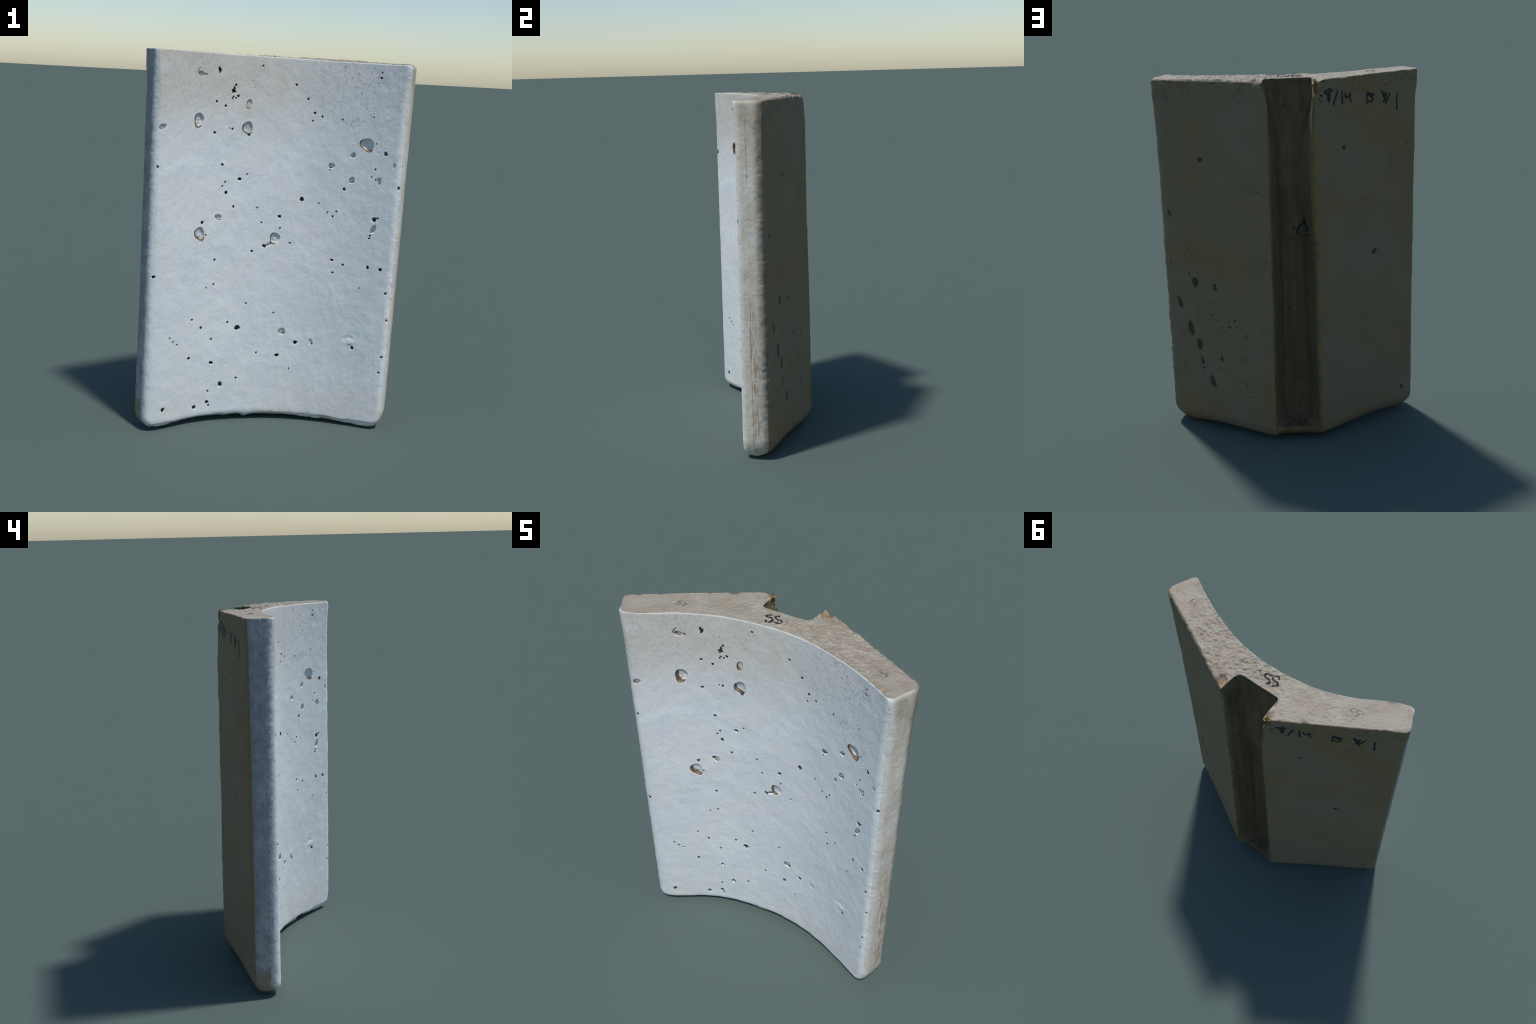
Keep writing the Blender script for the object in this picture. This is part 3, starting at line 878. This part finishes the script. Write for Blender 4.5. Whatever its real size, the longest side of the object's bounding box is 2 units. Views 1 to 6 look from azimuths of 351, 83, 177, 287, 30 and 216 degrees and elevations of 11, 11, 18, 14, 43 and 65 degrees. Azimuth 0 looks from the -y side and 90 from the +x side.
hole = hole_material("dark_air_hole", srgb(54, 49, 44), srgb(96, 88, 78))  # dark dirt colour for the small deep air holes
back_hole = hole_material("dirt_in_back_hollow", srgb(70, 67, 56), srgb(88, 82, 66))
m_back, m_channel = back_material(), channel_material()
casting_face = part("casting_face", REGION == FRONT, casting_face_material(), hole, second=face_dirty)
top_face = part("top_face", REGION == CAP_TOP, top_material())
part("foot_face", REGION == CAP_FOOT, foot_material())
part("side_face", REGION == END_R, end_material(False))
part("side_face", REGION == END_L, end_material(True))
part("back_panel", REGION == PANEL_R, m_back, back_hole, second=face_dirty)
panel_left = part("back_panel", REGION == PANEL_L, m_back, back_hole, second=face_dirty)
channel = part("channel", REGION == CHANNEL, m_channel, back_hole, second=face_dirty)

# -------------------------------------------------- handwritten marks ----


def tree_of(ob):
    me = ob.data
    co = np.zeros(len(me.vertices) * 3, np.float32)
    me.vertices.foreach_get("co", co)
    idx = np.zeros(len(me.polygons) * 4, np.int32)
    me.loops.foreach_get("vertex_index", idx)
    return co.reshape(-1, 3), idx.reshape(-1, 4)


def local_tree(ob, centre, radius):
    co, idx = tree_of(ob)
    keep = (np.linalg.norm(co - centre, axis=1) < radius)[idx].all(1)
    used, inv = np.unique(idx[keep], return_inverse=True)
    return BVHTree.FromPolygons([tuple(map(float, p)) for p in co[used]], inv.reshape(-1, 4).tolist())


def curve(points, step):
    """Catmull-Rom through the control points, resampled at an even step."""
    p = np.array(points, float)
    if len(p) == 2:
        n = max(2, int(np.linalg.norm(p[1] - p[0]) / step))
        return p[0] + (p[1] - p[0]) * np.linspace(0, 1, n + 1)[:, None]
    p = np.concatenate([[2 * p[0] - p[1]], p, [2 * p[-1] - p[-2]]])
    out = []
    for a, b, c, d in zip(p[:-3], p[1:-2], p[2:-1], p[3:]):
        n = max(2, int(np.linalg.norm(c - b) / step))
        t = np.linspace(0, 1, n, endpoint=False)[:, None]
        out.append(0.5 * (2 * b + (c - a) * t + (2 * a - 5 * b + 4 * c - d) * t ** 2 + (3 * b - a - 3 * c + d) * t ** 3))
    out.append(p[-2][None])
    return np.concatenate(out)


def stroke_mesh(strokes, to_world, tree, normal, width, thick=0.0018):
    """Each stroke is a low rounded bead of ink lying on the surface."""
    verts, faces = [], []
    n = Vector(normal)
    for points in strokes:
        line = curve(points, 0.0022)
        tang = np.gradient(line, axis=0)
        tang /= np.maximum(np.linalg.norm(tang, axis=1), 1e-9)[:, None]
        side = np.stack([-tang[:, 1], tang[:, 0]], 1)
        k = len(line)
        # round ends: extend by half a width
        ends = width * 0.5 * np.linspace(1, 0.25, 4)
        head = [(line[0] - tang[0] * e, side[0], np.sqrt(max(0, 1 - (e / (width * .5)) ** 2))) for e in ends]
        tail = [(line[-1] + tang[-1] * e, side[-1], np.sqrt(max(0, 1 - (e / (width * .5)) ** 2))) for e in ends[::-1]]
        body = [(line[i], side[i], 1.0) for i in range(k)]
        rows = []
        for i, (c, s, w) in enumerate(head + body + tail):
            w = max(w, 0.08) * width * 0.5 * (1 + 0.10 * np.sin(i * 0.9))
            row = []
            for a in (-1, -0.8, -0.3, 0.3, 0.8, 1):
                q = c + s * w * a
                p = Vector(to_world(q))
                hit = tree.ray_cast(p + n * 0.10, -n, 0.25)[0]
                base = hit if hit is not None else tree.find_nearest(p)[0]
                row.append(len(verts))
                verts.append(tuple(base + n * (thick * (1 - 0.9 * a * a) - 0.0003 * (abs(a) == 1))))
            rows.append(row)
        for r0, r1 in zip(rows[:-1], rows[1:]):
            for a in range(5):
                faces.append((r0[a], r0[a + 1], r1[a + 1], r1[a]))
            faces.append((r0[5], r0[0], r1[0], r1[5]))
        faces.append(tuple(rows[0]))
        faces.append(tuple(reversed(rows[-1])))
    return verts, faces


def mark(name, parent, strokes, to_world, tree, normal, width, material):
    verts, faces = stroke_mesh(strokes, to_world, tree, normal, width)
    me = bpy.data.meshes.new(name)
    me.from_pydata(verts, [], faces)
    me.materials.append(material)
    me.polygons.foreach_set("use_smooth", np.ones(len(faces), dtype=bool))
    me.update()
    ob = bpy.data.objects.new(name, me)
    bpy.context.scene.collection.objects.link(ob)
    ob.parent = parent
    return ob


BLUE_INK = ink_material("blue_black_ink", srgb(24, 28, 40), srgb(32, 38, 52))
BLACK_INK = ink_material("black_ink", srgb(28, 28, 34), srgb(52, 52, 58))
PENCIL = ink_material("pencil_lead", srgb(66, 62, 56), srgb(120, 110, 98))

# on the -x back panel, in (distance from the outer corner, height)
corner, lip_pt = np.array([-.708, -.120]), np.array([-.125, .236])
along = (lip_pt - corner) / np.linalg.norm(lip_pt - corner)
out = np.array([-along[1], along[0], 0.0])
on_panel = lambda q: (*(corner + along * q[0]), q[1])
tree = local_tree(panel_left, np.array([-.36, .09, 1.88]), 0.42)
GLYPHS = {
    "handwritten_eight": [[(.588, 1.941), (.623, 1.929), (.618, 1.920), (.605, 1.920), (.577, 1.932), (.595, 1.922), (.605, 1.919), (.603, 1.904), (.601, 1.889), (.597, 1.880)],
                          [(.595, 1.918), (.591, 1.899), (.594, 1.884)]],
    "handwritten_slash": [[(.545, 1.925), (.569, 1.861)]],
    "handwritten_one": [[(.516, 1.921), (.513, 1.858)]],
    "handwritten_four": [[(.496, 1.910), (.494, 1.893), (.487, 1.888), (.474, 1.893), (.467, 1.907)], [(.467, 1.907), (.465, 1.889), (.461, 1.867)]],
    "handwritten_letter_b": [[(.354, 1.901), (.358, 1.848)], [(.354, 1.900), (.331, 1.894), (.314, 1.890), (.316, 1.884), (.334, 1.879)],
                             [(.334, 1.879), (.318, 1.869), (.321, 1.859), (.332, 1.853), (.350, 1.858)], [(.348, 1.889), (.323, 1.886)]],
    "handwritten_letter_w": [[(.258, 1.901), (.245, 1.874), (.237, 1.860), (.247, 1.846)], [(.258, 1.901), (.233, 1.876)],
                             [(.228, 1.889), (.229, 1.869), (.233, 1.856)], [(.204, 1.881), (.218, 1.859), (.230, 1.834)], [(.245, 1.872), (.230, 1.844)]],
    "handwritten_stroke": [[(.155, 1.874), (.155, 1.835), (.151, 1.795)]],
    "ink_dot": [[(.646, 1.912), (.642, 1.909)]],
}
for name, strokes in GLYPHS.items():
    mark(name, panel_left, strokes, on_panel, tree, out, 0.0105, BLUE_INK)
mark("ink_scratch", panel_left, [[(.662, 1.902), (.653, 1.892), (.645, 1.877)]], on_panel, tree, out, 0.004, BLUE_INK)

# arch-shaped mark on the channel floor
tree = local_tree(channel, np.array([-.05, .092, 1.18]), 0.16)
in_channel = lambda q: (q[0] + 0.0034, 0.092, q[1] + 0.013)
mark("ink_arch", channel, [[(-.036, 1.152), (-.031, 1.169), (-.041, 1.193), (-.056, 1.212), (-.068, 1.220), (-.078, 1.209), (-.082, 1.197), (-.080, 1.183)],
                           [(-.069, 1.246), (-.067, 1.236), (-.066, 1.220)], [(-.040, 1.158), (-.036, 1.172)]], in_channel, tree, (0, 1, 0), 0.0085, BLUE_INK)
mark("ink_arch", channel, [[(-.076, 1.158), (-.084, 1.166)], [(-.013, 1.203), (-.020, 1.185)]], in_channel, tree, (0, 1, 0), 0.007, BLUE_INK)

# numbers on the top
tree = local_tree(top_face, np.array([0, -.02, 1.99]), 0.75)
on_top_plane = lambda q: (q[0], q[1], 1.99)
FIVES = ([[(-.006, .009), (.006, .013), (.016, .015), (.022, .023), (.020, .032), (.010, .035), (-.005, .036), (-.012, .037)], [(-.012, .037), (-.023, .051)], [(-.023, .051), (-.018, .057), (-.010, .061)]],
         [[(-.046, .006), (-.040, -.002), (-.031, -.001), (-.022, .008), (-.018, .018), (-.026, .026), (-.039, .029), (-.051, .029)], [(-.052, .027), (-.063, .039)], [(-.063, .039), (-.053, .046), (-.043, .053)]])
for five in FIVES:
    mark("inked_five", top_face, five, on_top_plane, tree, (0, 0, 1), 0.0095, BLACK_INK)
SMALL_FIVES = ([[(.045, .016), (.052, .019), (.054, .026), (.046, .029), (.041, .032), (.041, .039)]],
               [[(.568, -.113), (.575, -.097), (.564, -.098), (.559, -.094), (.564, -.087), (.574, -.083)]],
               [[(.545, -.108), (.551, -.090), (.538, -.091), (.535, -.087), (.538, -.083)]],
               [[(-.429, -.071), (-.419, -.070), (-.414, -.062), (-.412, -.054), (-.421, -.053), (-.427, -.049), (-.429, -.043)]],
               [[(-.457, -.080), (-.444, -.073)], [(-.444, -.073), (-.439, -.062), (-.447, -.060)], [(-.454, -.062), (-.459, -.059), (-.456, -.044), (-.450, -.042)]])
for five in SMALL_FIVES:
    mark("pencilled_five", top_face, five, on_top_plane, tree, (0, 0, 1), 0.0026, PENCIL)
